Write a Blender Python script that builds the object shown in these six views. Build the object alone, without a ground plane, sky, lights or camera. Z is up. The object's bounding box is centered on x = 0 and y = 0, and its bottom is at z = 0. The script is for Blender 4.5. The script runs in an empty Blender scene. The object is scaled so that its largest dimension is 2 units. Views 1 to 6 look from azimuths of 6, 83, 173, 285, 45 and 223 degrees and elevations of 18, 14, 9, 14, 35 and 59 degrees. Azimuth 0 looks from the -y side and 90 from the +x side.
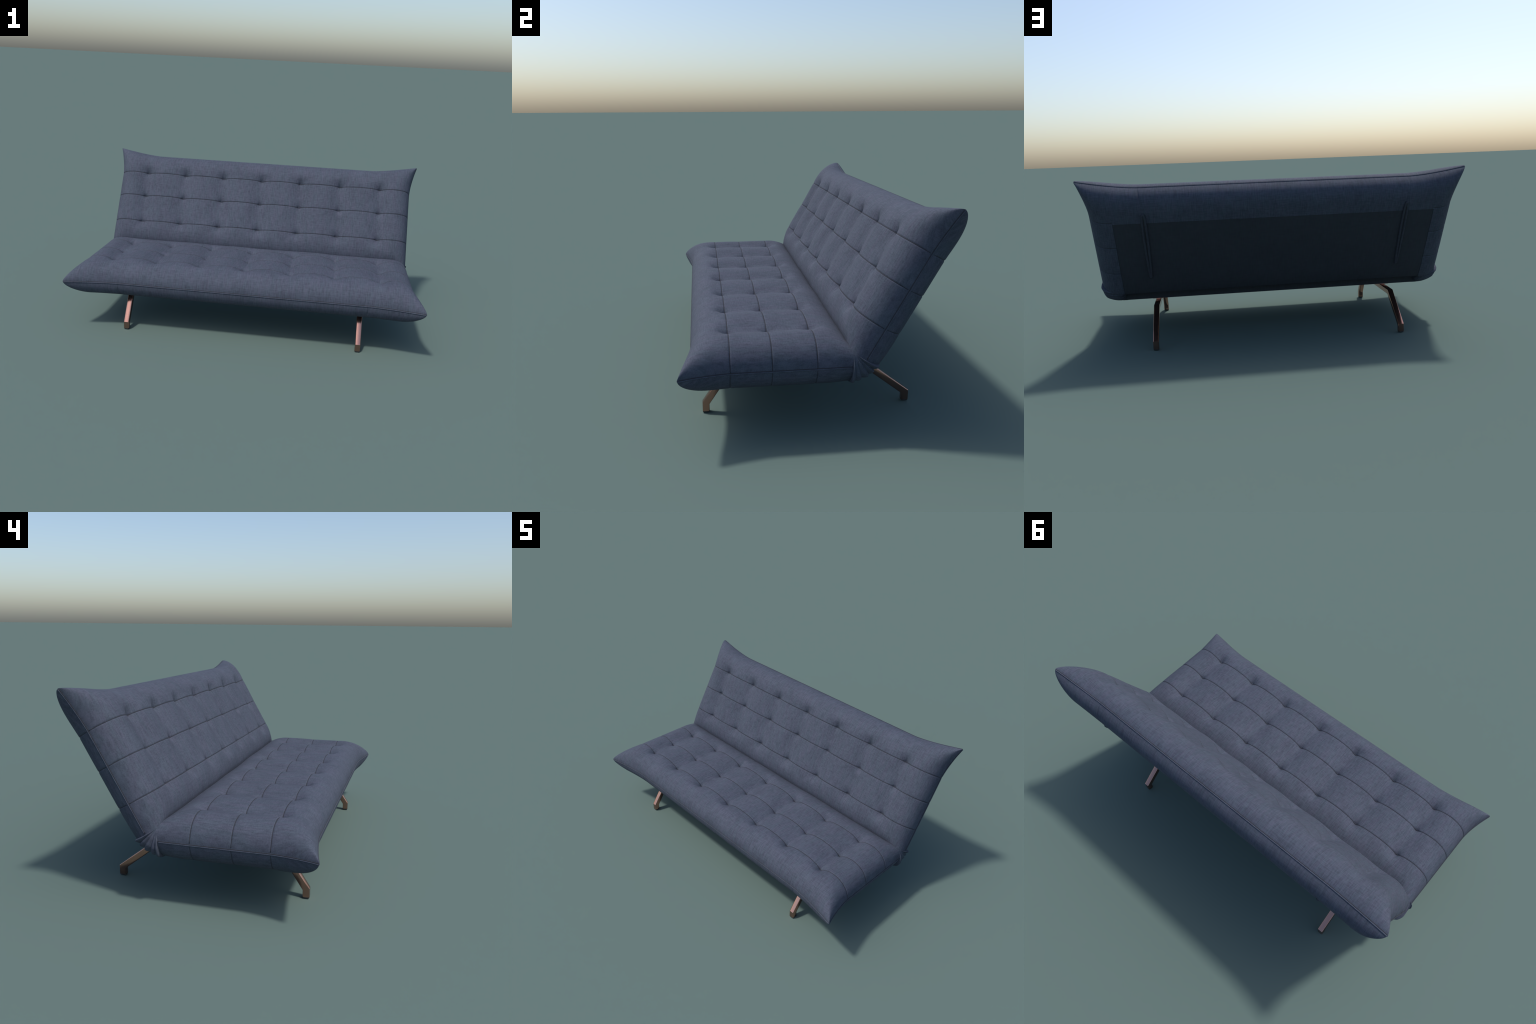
# Tufted click-clack sofa bed: two mirrored quilted cushions hinged at a crease,
# pleated hinge gussets at both ends, two bent copper leg frames.
import bpy, math
import numpy as np
from mathutils import Matrix, Vector

# ------------------------------------------------------------------ sizes
HINGE = (0.0, 0.117, 0.3745)        # where the two tuft planes cross
BACK_ANGLE = math.radians(60.3)     # recline of the back above horizontal
ROWS = (0.1265, 0.2985, 0.4555)     # quilting rows, distance from the hinge
BUTTONS = [0.254 * i for i in range(-3, 4)]
X_SIDE, X_TIP = 0.957, 0.999        # half width at the side seam, at the ear
S_REAR, S_FRONT, S_TIP = -0.028, 0.604, 0.651
N_SEAM = -0.076                     # level of the piped seam
T_TOP, T_BOTTOM = 0.1095, 0.097     # plumpness above and below that seam
PANEL_X, PANEL_S = 0.835, 0.450     # dark underside lining
SLIT_X = 0.680

# ------------------------------------------------------------------ materials
def new_material(name):
    m = bpy.data.materials.new(name)
    m.use_nodes = True
    nt = m.node_tree
    bsdf = nt.nodes["Principled BSDF"]
    return m, nt, bsdf

def linen_material(name, dark, mid, light, bump=0.25):
    m, nt, bsdf = new_material(name)
    N, L = nt.nodes, nt.links
    tc = N.new("ShaderNodeTexCoord")
    def streaks(scale, detail, rough):
        mp = N.new("ShaderNodeMapping")
        mp.inputs["Scale"].default_value = scale
        L.new(tc.outputs["Object"], mp.inputs["Vector"])
        nz = N.new("ShaderNodeTexNoise")
        nz.inputs["Scale"].default_value = 1.0
        nz.inputs["Detail"].default_value = detail
        nz.inputs["Roughness"].default_value = rough
        L.new(mp.outputs["Vector"], nz.inputs["Vector"])
        return nz.outputs["Fac"]
    warp = streaks((230, 26, 26), 4, 0.65)      # threads running up the cushion
    weft = streaks((26, 230, 230), 4, 0.65)     # threads running across it
    patch = streaks((9, 9, 9), 2, 0.5)
    def mix(a, b, f):
        mx = N.new("ShaderNodeMix"); mx.data_type = 'FLOAT'
        mx.inputs["Factor"].default_value = f
        L.new(a, mx.inputs["A"]); L.new(b, mx.inputs["B"])
        return mx.outputs["Result"]
    threads = mix(warp, weft, 0.45)
    allf = mix(threads, patch, 0.15)
    ramp = N.new("ShaderNodeValToRGB")
    ramp.color_ramp.elements[0].position = 0.39
    ramp.color_ramp.elements[0].color = (*dark, 1)
    ramp.color_ramp.elements[1].position = 0.61
    ramp.color_ramp.elements[1].color = (*light, 1)
    e = ramp.color_ramp.elements.new(0.5); e.color = (*mid, 1)
    L.new(allf, ramp.inputs["Fac"])
    # a faint drift between blue-grey and violet-grey yarn
    hue = N.new("ShaderNodeMix"); hue.data_type = 'RGBA'; hue.blend_type = 'MULTIPLY'
    hr = N.new("ShaderNodeValToRGB")
    hr.color_ramp.elements[0].position = 0.40; hr.color_ramp.elements[0].color = (0.94, 1.03, 1.0, 1)
    hr.color_ramp.elements[1].position = 0.60; hr.color_ramp.elements[1].color = (1.06, 0.97, 1.02, 1)
    L.new(streaks((60, 12, 12), 2, 0.5), hr.inputs["Fac"])
    hue.inputs["Factor"].default_value = 0.5
    L.new(ramp.outputs["Color"], hue.inputs["A"]); L.new(hr.outputs["Color"], hue.inputs["B"])
    L.new(hue.outputs["Result"], bsdf.inputs["Base Color"])
    bsdf.inputs["Roughness"].default_value = 0.85
    bsdf.inputs["Specular IOR Level"].default_value = 0.25
    fine_a = streaks((900, 60, 60), 1, 0.5)
    fine_b = streaks((60, 900, 900), 1, 0.5)
    bp = N.new("ShaderNodeBump")
    bp.inputs["Strength"].default_value = bump
    bp.inputs["Distance"].default_value = 0.001
    L.new(mix(fine_a, fine_b, 0.5), bp.inputs["Height"])
    L.new(bp.outputs["Normal"], bsdf.inputs["Normal"])
    return m

FABRIC = linen_material("slate_linen", (0.040, 0.048, 0.068), (0.0555, 0.065, 0.091), (0.071, 0.082, 0.113))
LINING = linen_material("black_lining", (0.031, 0.035, 0.044), (0.035, 0.040, 0.050), (0.039, 0.045, 0.056), 0.1)
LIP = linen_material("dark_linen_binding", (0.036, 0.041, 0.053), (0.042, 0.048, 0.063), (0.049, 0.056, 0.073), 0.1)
SHADE_THREAD, _nt, _b = new_material("seam_shade_thread")  # stitch thread whose dark tone paints the baked shade of the seam lines
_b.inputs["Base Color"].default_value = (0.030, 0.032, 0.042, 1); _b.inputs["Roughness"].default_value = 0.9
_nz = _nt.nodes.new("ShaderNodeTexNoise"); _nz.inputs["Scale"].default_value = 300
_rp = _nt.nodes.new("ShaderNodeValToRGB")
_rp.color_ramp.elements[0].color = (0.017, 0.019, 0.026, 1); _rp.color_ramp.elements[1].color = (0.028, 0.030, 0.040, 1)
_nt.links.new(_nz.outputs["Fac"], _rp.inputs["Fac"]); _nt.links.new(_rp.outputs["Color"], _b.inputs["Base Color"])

COPPER, _nt, _b = new_material("brushed_copper")
_b.inputs["Metallic"].default_value = 1.0
_tc = _nt.nodes.new("ShaderNodeTexCoord")
_nz = _nt.nodes.new("ShaderNodeTexNoise"); _nz.inputs["Scale"].default_value = 40
_nt.links.new(_tc.outputs["Object"], _nz.inputs["Vector"])
_rp = _nt.nodes.new("ShaderNodeValToRGB")
_rp.color_ramp.elements[0].color = (0.46, 0.245, 0.195, 1); _rp.color_ramp.elements[1].color = (0.51, 0.28, 0.22, 1)
_nt.links.new(_nz.outputs["Fac"], _rp.inputs["Fac"]); _nt.links.new(_rp.outputs["Color"], _b.inputs["Base Color"])
_b.inputs["Roughness"].default_value = 0.14

RUBBER, _nt, _b = new_material("rubber_glide")
_nz = _nt.nodes.new("ShaderNodeTexNoise"); _nz.inputs["Scale"].default_value = 200
_rp = _nt.nodes.new("ShaderNodeValToRGB")
_rp.color_ramp.elements[0].color = (0.018, 0.017, 0.016, 1); _rp.color_ramp.elements[1].color = (0.028, 0.026, 0.025, 1)
_nt.links.new(_nz.outputs["Fac"], _rp.inputs["Fac"]); _nt.links.new(_rp.outputs["Color"], _b.inputs["Base Color"])
_b.inputs["Roughness"].default_value = 0.7

# ------------------------------------------------------------------ helpers
def link(obj):
    bpy.context.scene.collection.objects.link(obj)
    return obj

def mesh_from(name, verts, faces, mat, smooth=True):
    me = bpy.data.meshes.new(name)
    me.from_pydata([tuple(map(float, v)) for v in verts], [], [tuple(map(int, f)) for f in faces])
    me.validate()
    me.materials.append(mat)
    if smooth:
        me.polygons.foreach_set("use_smooth", [True] * len(me.polygons))
    me.update()
    return me

def grid_faces(nr, nc, keep=None, flip=False):
    i, j = np.meshgrid(np.arange(nr - 1), np.arange(nc - 1), indexing="ij")
    a = i * nc + j
    f = np.stack([a, a + 1, a + nc + 1, a + nc], -1)
    if keep is not None:
        f = f[keep]
    f = f.reshape(-1, 4)
    return f[:, ::-1] if flip else f

def compact(verts, faces):
    used = np.unique(faces)
    remap = np.full(len(verts), -1)
    remap[used] = np.arange(len(used))
    return verts[used], remap[faces]

def tube(points, radius, sides=8, closed=False, flat=1.0, up=None):
    """Sweep a ring along a polyline; returns verts, faces."""
    P = np.asarray(points, float)
    T = np.gradient(P, axis=0)
    if closed:
        T = np.roll(P, -1, 0) - np.roll(P, 1, 0)
    T /= np.linalg.norm(T, axis=1)[:, None] + 1e-12
    ref = np.array(up if up is not None else (0, 0, 1.0))
    A = np.cross(T, ref); A /= np.linalg.norm(A, axis=1)[:, None] + 1e-9
    B = np.cross(A, T)
    ang = np.linspace(0, 2 * math.pi, sides, endpoint=False)
    V = (P[:, None] + radius * (np.cos(ang)[None, :, None] * A[:, None] + flat * np.sin(ang)[None, :, None] * B[:, None])).reshape(-1, 3)
    F, n = [], len(P)
    for i in range(n if closed else n - 1):
        k = (i + 1) % n
        for j in range(sides):
            l = (j + 1) % sides
            F.append((i * sides + j, i * sides + l, k * sides + l, k * sides + j))
    if not closed:
        F.append(tuple(range(sides))[::-1])
        F.append(tuple((n - 1) * sides + j for j in range(sides)))
    return V, F

def merge(parts):
    V, F, o = [], [], 0
    for v, f in parts:
        V.append(np.asarray(v)); F += [tuple(int(i) + o for i in q) for q in f]; o += len(v)
    return np.concatenate(V), F

def waviness(x, s, seed):
    """Smooth low-frequency unevenness of the stuffing, about +-1."""
    r = np.random.default_rng(seed)
    out = 0
    for _ in range(9):
        kx, ks, p = r.uniform(3, 16), r.uniform(3, 22), r.uniform(0, 6.28)
        out = out + np.sin(kx * x + ks * s * r.choice([-1, 1]) + p)
    return out / 4.0

def dome(d, D, p=2.0):
    """Edge rounding: 0 with a steep rise at the seam, 1 from distance D on."""
    t = np.clip(1 - d / D, 0, 1)
    return np.clip(1 - t ** p, 0, 1) ** (1 / p)

# ------------------------------------------------------------------ cushion surface
def x_lines():
    mid = set(np.round(np.arange(-0.84, 0.8401, 0.0075), 5))
    for b in BUTTONS:
        mid |= set(np.round(b + np.arange(-0.014, 0.0141, 0.0028), 5))
    for sx in (-1, 1):
        mid |= set(np.round(sx * SLIT_X * 0.985 + np.array([-.006, -.003, 0, .003, .006]), 5))
        mid |= {round(sx * PANEL_X, 5)}
    mid = np.array(sorted(mid))
    keep = [mid[0]]
    must = {round(v, 5) for v in BUTTONS} | {PANEL_X, -PANEL_X}
    for v in mid[1:]:
        if v - keep[-1] > 0.0016 or round(v, 5) in must:
            keep.append(v)
    ph = np.linspace(0, math.pi / 2, 34)[1:]
    edge = 0.84 + (X_SIDE - 0.84) * np.sin(ph)
    return np.concatenate([-edge[::-1], keep, edge]) / X_SIDE

def s_lines():
    rear = S_REAR + 0.06 * (1 - np.cos(np.linspace(0, math.pi / 2, 14)))
    mid = set(np.round(np.arange(0.0475, 0.47, 0.0065), 5))
    for r in ROWS:
        mid |= set(np.round(r + np.array([-.016, -.012, -.009, -.0065, -.0045, -.003, -.0015, 0, .0015, .003, .0045, .0065, .009, .012, .016]), 5))
    mid |= {PANEL_S}
    must = {round(r, 5) for r in ROWS} | {PANEL_S}
    mid = [v for v in sorted(mid) if v > rear[-1] + 0.003]
    keep = [mid[0]]
    for v in mid[1:]:
        if v - keep[-1] > 0.0012 or round(v, 5) in must:
            keep.append(v)
    ph = np.linspace(0, math.pi / 2, 40)[1:]
    front = keep[-1] + (S_FRONT - keep[-1]) * np.sin(ph)
    return np.concatenate([rear, keep, front])

A_, SG = np.meshgrid(x_lines(), s_lines(), indexing="xy")   # rows: s, columns: x
NR, NC = A_.shape
SG_LINE, A_LINE = SG[:, 0], A_[0]

def plan(a, sg):
    """Plan outline: straight sides, slightly hollow front, ears at the corners."""
    t = np.clip((sg - 0.44) / (S_FRONT - 0.44), 0, 1)
    x = a * (X_SIDE + (X_TIP - X_SIDE) * t ** 1.9)
    e = np.clip((np.abs(a) - 0.70) / 0.30, 0, 1) ** 1.5
    s = sg + (S_TIP - S_FRONT) * e * t ** 1.5
    return x, s

def tuft_depth(a, sg):
    """How far the tufting pulls the cover below the full pillow height."""
    x = a * X_SIDE
    k = np.round(np.clip(x / 0.254, -3, 3))
    dx = np.abs(x - 0.254 * k)
    half = np.where((np.abs(x) > 0.762), 0.100, 0.127)
    rows = np.array(ROWS)
    ds = np.min(np.abs(sg[..., None] - rows), axis=-1)
    u = np.clip(dx / half, 0, 1)
    pinch = (1 - u) ** 2.2                               # cusp at the button
    hollow = (0.5 + 0.5 * np.cos(math.pi * u)) ** 1.4    # soft valley between rows
    w = np.exp(-ds / 0.045)
    pull = w * pinch + (1 - w) * hollow                  # 1 at the button column
    inside = (sg > ROWS[0]) & (sg < ROWS[2])
    valley = np.where(inside, 0.0185, 0.0185 * np.exp(-(ds / 0.045) ** 2))
    depth = valley + (0.0235 - 0.0185) * np.exp(-ds / 0.028)
    ridge = 0.0015 + 0.0008 * np.exp(-(ds / 0.030) ** 1.4)        # rows sit a little lower
    return depth * pull + ridge

def soft_min(a, b, k=6.0):
    a, b = np.maximum(a, 1e-4), np.maximum(b, 1e-4)
    return (a ** -k + b ** -k) ** (-1 / k)

def under_shape(d_side, d_front, d_rear=1.0):
    """Lower shell: a rounded band that turns into the nearly flat underside."""
    a, b = dome(d_side, 0.105, 1.9), dome(d_front, 0.115, 2.3)
    full = 0.5 * a * b + 0.5 * np.minimum(soft_min(a, b) * 1.122, 1.0)
    return full * (1 - 0.11 * (1 - dome(d_rear, 0.11, 1.5)))

def surface_normals(P):
    du = np.gradient(P, axis=1); dv = np.gradient(P, axis=0)
    n = np.cross(du, dv)
    return n / (np.linalg.norm(n, axis=-1)[..., None] + 1e-12)

def groove(sg, amount):
    g = 0
    for r in ROWS:
        d = np.abs(sg - r)
        g = g + amount * (0.8 * np.exp(-(d / 0.0026) ** 2) + 0.2 * np.exp(-d / 0.009))
    return g

def cushion_surfaces():
    x, s = plan(A_, SG)
    d_side = (1 - np.abs(A_)) * X_SIDE
    d_front = S_FRONT - SG
    d_rear = SG - S_REAR
    e_side, e_front = dome(d_side, 0.116), dome(d_front, 0.135)
    puff = 0.6 * e_side * e_front + 0.4 * np.minimum(soft_min(e_side, e_front) * 1.122, 1.0)
    n_top = N_SEAM + T_TOP * puff - tuft_depth(A_, SG) * np.clip(puff, 0, 1) ** 2
    n_top = n_top - 0.086 * (1 - dome(d_rear, 0.150)) * e_side ** 3
    n_top += 0.0016 * waviness(x, s, 4) * puff ** 2
    top = np.stack([x, s, n_top], -1)
    nrm = surface_normals(top)
    r2 = np.min([(A_ * X_SIDE - b) ** 2 + (SG - r) ** 2 for b in BUTTONS for r in ROWS], axis=0)
    sink = groove(SG, 0.0030) + 0.0035 * np.exp(-r2 / 0.010 ** 2) + 0.0065 * np.exp(-r2 / 0.028 ** 2)
    sink = sink * np.clip(d_side / 0.004, 0, 1)
    top = top - nrm * sink[..., None]

    under = under_shape(d_side, d_front, d_rear)
    n_bot = N_SEAM - T_BOTTOM * under
    bot = np.stack([x, s, n_bot], -1)
    nb = surface_normals(bot)                     # points up (+n): inward
    g = groove(SG, 0.0028) * (np.abs(A_ * X_SIDE) > PANEL_X - 1e-4)
    seam_x = SLIT_X * 0.985
    g = g + 0.0022 * np.exp(-((np.abs(A_ * X_SIDE) - seam_x) / 0.0035) ** 2) * (SG > PANEL_S)
    g = g * np.clip(np.minimum(d_side, d_front) / 0.004, 0, 1)
    bot = bot + nb * g[..., None]
    return top, bot

TOP, BOT = cushion_surfaces()

def build_cushion_meshes():
    out = {}
    tv = TOP.reshape(-1, 3)
    out["top"] = mesh_from("quilted_top", tv, grid_faces(NR, NC), FABRIC)
    xs = 0.5 * (A_LINE[1:] + A_LINE[:-1]) * X_SIDE
    ss = 0.5 * (SG_LINE[1:] + SG_LINE[:-1])
    in_panel = (np.abs(xs)[None, :] < PANEL_X) & (ss[:, None] < PANEL_S)
    bv = BOT.reshape(-1, 3)
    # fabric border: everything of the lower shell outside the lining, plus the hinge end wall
    v, f = compact(bv, grid_faces(NR, NC, ~in_panel, flip=True))
    wall_v = np.concatenate([TOP[0], BOT[0]])
    wall_f = grid_faces(2, NC, flip=True)
    out["border"] = mesh_from("side_band", v, f, FABRIC)
    v, f = compact(bv + np.array([0, 0, 0.0015]), grid_faces(NR, NC, in_panel, flip=True))
    v, f = merge([(v, f), (wall_v, wall_f)])
    out["panel"] = mesh_from("underside_lining", v, f, LINING)
    # piping: down one side, across the front, back up the other side
    left = TOP[:, 0]; front = TOP[-1, :]; right = TOP[:, -1][::-1]
    path = np.concatenate([left[:-1], front, right[1:]])
    path = path[path[:, 1] > -0.010]
    seg = np.linalg.norm(np.diff(path, axis=0), axis=1)
    path = path[np.concatenate([[True], seg > 0.0004])]
    seg = np.concatenate([[0], np.cumsum(np.linalg.norm(np.diff(path, axis=0), axis=1))])
    q = np.linspace(0, seg[-1], 420)
    path = np.stack([np.interp(q, seg, path[:, k]) for k in range(3)], -1)
    v, f = tube(path * np.array([0.9990, 0.9990, 1]) + np.array([0, 0, -0.0042]), 0.0035, 8)
    out["piping"] = mesh_from("piping", v, f, FABRIC)
    parts_seam = [tube(path * np.array([1.0008, 1.0008, 1]) + np.array([0, 0, 0.0004]), 0.0013, 6)]
    # stitch thread, its dark tone copying baked seam shade, in each row's groove, over the sides to the lining
    parts = parts_seam
    for r in ROWS:
        i = int(np.argmin(np.abs(SG_LINE - r)))
        line = TOP[i, ::2] + np.array([0, 0, 0.0009])
        parts.append(tube(line, 0.0014, 6, up=(0, 1, 0)))
        for sx in (-1, 1):
            cols = [j for j in range(NC) if sx * A_LINE[j] * X_SIDE >= PANEL_X]
            parts.append(tube(BOT[i, cols], 0.0010, 6, up=(0, 1, 0)))
    v, f = merge(parts)
    out["thread"] = mesh_from("shaded_stitching", v, f, SHADE_THREAD)
    # leg slit: a rolled lip round an added dark strip in place of an opening
    s0, s1, w = 0.095, 0.503, 0.0092
    t = np.linspace(0, 2 * math.pi, 120, endpoint=False)
    cs = 0.5 * (s0 + s1) + 0.5 * (s1 - s0) * np.sign(np.sin(t)) * np.abs(np.sin(t)) ** 0.8
    taper = 0.55 + 0.45 * np.clip((cs - s0) / (s1 - s0) * 1.6, 0, 1)
    cx = w * np.sign(np.cos(t)) * np.abs(np.cos(t)) ** 0.6 * taper
    def under_level(x, s):
        d1, d2 = X_SIDE - np.abs(x), S_FRONT - s
        return N_SEAM - T_BOTTOM * under_shape(d1, d2)
    lip = np.stack([cx, cs, under_level(SLIT_X + cx, cs) - 0.002], -1)
    v, f = tube(lip, 0.0064, 10, closed=True, flat=1.0)
    out["lip"] = mesh_from("slit_lip", v, f, LIP)
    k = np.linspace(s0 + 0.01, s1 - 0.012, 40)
    dark_strip = np.stack([0 * k, k, under_level(SLIT_X + 0 * k, k) - 0.0012], -1)
    v, f = tube(dark_strip, 0.0048, 8, flat=0.5)
    out["dark_strip"] = mesh_from("slit_dark_strip", v, f, SHADE_THREAD)
    return out

CUSHION = build_cushion_meshes()

# ------------------------------------------------------------------ assembly
root = bpy.data.objects.new("sofa_bed", None)
root["label"] = "slate blue tufted linen sofa bed with angled copper legs"
root["category"] = "sofa"
link(root)

def child(name, mesh, parent, matrix=None):
    o = bpy.data.objects.new(name, mesh)
    o.parent = parent
    if matrix is not None:
        o.matrix_local = matrix
    return link(o)

def cushion(name, matrix):
    body = child(name, CUSHION["top"], root, matrix)
    child("side_band", CUSHION["border"], body)
    child("underside_lining", CUSHION["panel"], body)
    child("piping", CUSHION["piping"], body)
    child("shaded_stitching", CUSHION["thread"], body)
    for sx in (-1, 1):
        at = Matrix.Translation((sx * SLIT_X, 0, 0))
        child("slit_lip", CUSHION["lip"], body, at)
        child("slit_dark_strip", CUSHION["dark_strip"], body, at)
    return body

seat = cushion("seat_cushion", Matrix.Translation((0, HINGE[1] - 0.0025, HINGE[2])) @ Matrix.Rotation(math.pi, 4, 'Z'))
back = cushion("back_cushion", Matrix.Translation((0, HINGE[1] - 0.002, HINGE[2] - 0.0035)) @ Matrix.Rotation(BACK_ANGLE, 4, 'X'))

# ------------------------------------------------------------------ hinge: pleated gussets and an added gap filler
CREASE_Y, CREASE_Z = 0.1275, 0.350

def gusset_mesh(side):
    na, nr = 120, 40
    phi = np.linspace(math.radians(-92), math.radians(-31), na)      # seat end wall to back end wall
    rho = np.linspace(0, 1, nr)
    # section from the crease outwards: x bulges to the side, then curls under
    key = np.array([0, .08, .27, .5, .68, .82, .94, 1.0])
    xs = np.interp(rho, key, [0.900, 0.9440, 0.9595, 0.9600, 0.9450, 0.9020, 0.836, 0.830])
    rs = np.interp(rho, key, [-0.004, 0.006, 0.046, 0.086, 0.115, 0.130, 0.1355, 0.06])
    for _ in range(3):
        xs[1:-1] = 0.25 * xs[:-2] + 0.5 * xs[1:-1] + 0.25 * xs[2:]
        rs[1:-1] = 0.25 * rs[:-2] + 0.5 * rs[1:-1] + 0.25 * rs[2:]
    PH, X = np.meshgrid(phi, xs, indexing="ij")
    R = np.broadcast_to(rs, PH.shape)
    RHO = np.broadcast_to(rho, PH.shape)
    u = (PH - phi[0]) / (phi[-1] - phi[0])
    # knife pleats fanning out of the crease: slow rise, quick return, uneven widths
    w = 0.35 + 4.4 * (u + 0.035 * np.sin(6.5 * u + 0.6)) + 0.25 * RHO * np.sin(3 * u)
    saw = w - np.floor(w)
    pleat = np.where(saw < 0.72, np.sin(0.5 * math.pi * saw / 0.72) ** 1.2, np.cos(0.5 * math.pi * (saw - 0.72) / 0.28) ** 1.2) - 0.6
    amp = 0.0072 * np.clip((RHO - 0.06) / 0.55, 0, 1) ** 0.7 * np.clip((0.97 - RHO) / 0.12, 0, 1)
    P = np.stack([X, CREASE_Y + R * np.cos(PH), CREASE_Z + R * np.sin(PH)], -1)
    nrm = np.cross(np.gradient(P, axis=0), np.gradient(P, axis=1))
    nrm /= np.linalg.norm(nrm, axis=-1)[..., None] + 1e-12
    if (nrm[:, nr // 4, 0]).mean() < 0:
        nrm = -nrm
    edge = 0.0065 * np.exp(-(u / 0.17) ** 2) + 0.0045 * np.exp(-((1 - u) / 0.12) ** 2)
    P = P + nrm * (amp * pleat + edge * np.clip(RHO / 0.3, 0, 1) * (RHO < 0.93))[..., None]
    # turn the two long edges inwards so the cloth has depth
    first = P[:1] - nrm[:1] * 0.02; last = P[-1:] - nrm[-1:] * 0.02
    P = np.concatenate([first, P, last], 0)
    P[..., 0] *= side
    v = P.reshape(-1, 3)
    f = grid_faces(P.shape[0], P.shape[1], flip=(side < 0))
    return mesh_from("hinge_gusset", v, f, FABRIC)

for sx in (1, -1):
    child("hinge_gusset", gusset_mesh(sx), root)

def hinge_gap_filler_mesh():  # added dark sheet blocking sight through the open wedge between the cushions
    phi = np.linspace(math.radians(-100), math.radians(-20), 40)
    xl = np.linspace(-0.842, 0.842, 60)
    PH, X = np.meshgrid(phi, xl, indexing="ij")
    R = 0.046 + 0.0012 * np.sin(9 * X + 3 * PH)
    P = np.stack([X, CREASE_Y + R * np.cos(PH), CREASE_Z + R * np.sin(PH)], -1)
    inner = P.copy()
    inner[..., 1] = CREASE_Y + (R - 0.01) * np.cos(PH); inner[..., 2] = CREASE_Z + (R - 0.01) * np.sin(PH)
    v, f = merge([(P.reshape(-1, 3), grid_faces(40, 60, flip=True)), (inner.reshape(-1, 3), grid_faces(40, 60))])
    return mesh_from("hinge_gap_filler", v, f, LINING)

child("hinge_gap_filler", hinge_gap_filler_mesh(), root)

# ------------------------------------------------------------------ copper leg frames
LEG_X, W, CH = 0.667, 0.0148, 0.0042

def leg_frame_mesh():
    """Square chamfered tube: foot, slanted arm, rail, slanted arm, foot - mitred at the bends."""
    path = np.array([(-0.4345, 0.006), (-0.4345, 0.0405), (-0.3380, 0.1850), (0.2470, 0.1850), (0.4355, 0.0405), (0.4355, 0.006)])
    sec = []
    for cx, cy, a0 in ((1, 1, 0), (-1, 1, 90), (-1, -1, 180), (1, -1, 270)):
        for k in range(4):
            a = math.radians(a0 + 30 * k)
            sec.append((cx * (W - CH) + CH * math.cos(a), cy * (W - CH) + CH * math.sin(a)))
    sec = np.array(sec); m = len(sec)
    d = np.diff(path, axis=0); d /= np.linalg.norm(d, axis=1)[:, None]
    nrm = np.stack([-d[:, 1], d[:, 0]], -1)
    rings = []
    for i, p in enumerate(path):
        if i == 0: off = nrm[0]
        elif i == len(path) - 1: off = nrm[-1]
        else:
            b = nrm[i - 1] + nrm[i]; off = 2 * b / (b @ b)       # mitre
        rings.append(np.stack([sec[:, 0], p[0] + off[0] * sec[:, 1], p[1] + off[1] * sec[:, 1]], -1))
    v = np.concatenate(rings); f = []
    for i in range(len(path) - 1):
        for j in range(m):
            k = (j + 1) % m
            f.append((i * m + j, i * m + k, (i + 1) * m + k, (i + 1) * m + j))
    f.append(tuple(range(m))[::-1]); f.append(tuple((len(path) - 1) * m + j for j in range(m)))
    me = mesh_from("leg_frame", v, f, COPPER)
    me.set_sharp_from_angle(angle=math.radians(31))
    return me

def glide_mesh():
    sec = []
    for cx, cy, a0 in ((1, 1, 0), (-1, 1, 90), (-1, -1, 180), (1, -1, 270)):
        for k in range(4):
            a = math.radians(a0 + 30 * k)
            sec.append((cx * 0.0085 + 0.006 * math.cos(a), cy * 0.0085 + 0.006 * math.sin(a)))
    m = len(sec); v, f = [], []
    for zz, sc in ((0.0, 0.93), (0.0015, 1.0), (0.0075, 1.0)):
        v += [(a * sc, b * sc, zz) for a, b in sec]
    for i in range(2):
        for j in range(m):
            k = (j + 1) % m
            f.append((i * m + j, i * m + k, (i + 1) * m + k, (i + 1) * m + j))
    f.append(tuple(range(m))[::-1]); f.append(tuple(2 * m + j for j in range(m)))
    return mesh_from("foot_glide", np.array(v), f, RUBBER, smooth=False)

def bracket_mesh():
    """Flat mounting plate on a short post between the rail and the seat's underside."""
    def box(x0, x1, y0, y1, z0, z1):
        v = np.array([(x, y, z) for z in (z0, z1) for x, y in ((x0, y0), (x1, y0), (x1, y1), (x0, y1))])
        f = [(3, 2, 1, 0), (4, 5, 6, 7), (0, 1, 5, 4), (1, 2, 6, 5), (2, 3, 7, 6), (3, 0, 4, 7)]
        return v, f
    v, f = merge([box(-.011, .011, -.02, .02, 0.194, 0.206), box(-.03, .03, -.035, .035, 0.2045, 0.2125)])
    return mesh_from("mounting_bracket", v, f, COPPER, smooth=False)

frame_me, glide_me, bracket_me = leg_frame_mesh(), glide_mesh(), bracket_mesh()
for sx in (1, -1):
    fr = child("leg_frame", frame_me, root, Matrix.Translation((sx * LEG_X, 0, 0)))
    for y in (-0.4345, 0.4355):
        child("foot_glide", glide_me, fr, Matrix.Translation((0, y, 0)))
    for y in (-0.13, 0.08):
        child("mounting_bracket", bracket_me, fr, Matrix.Translation((0, y, 0)))
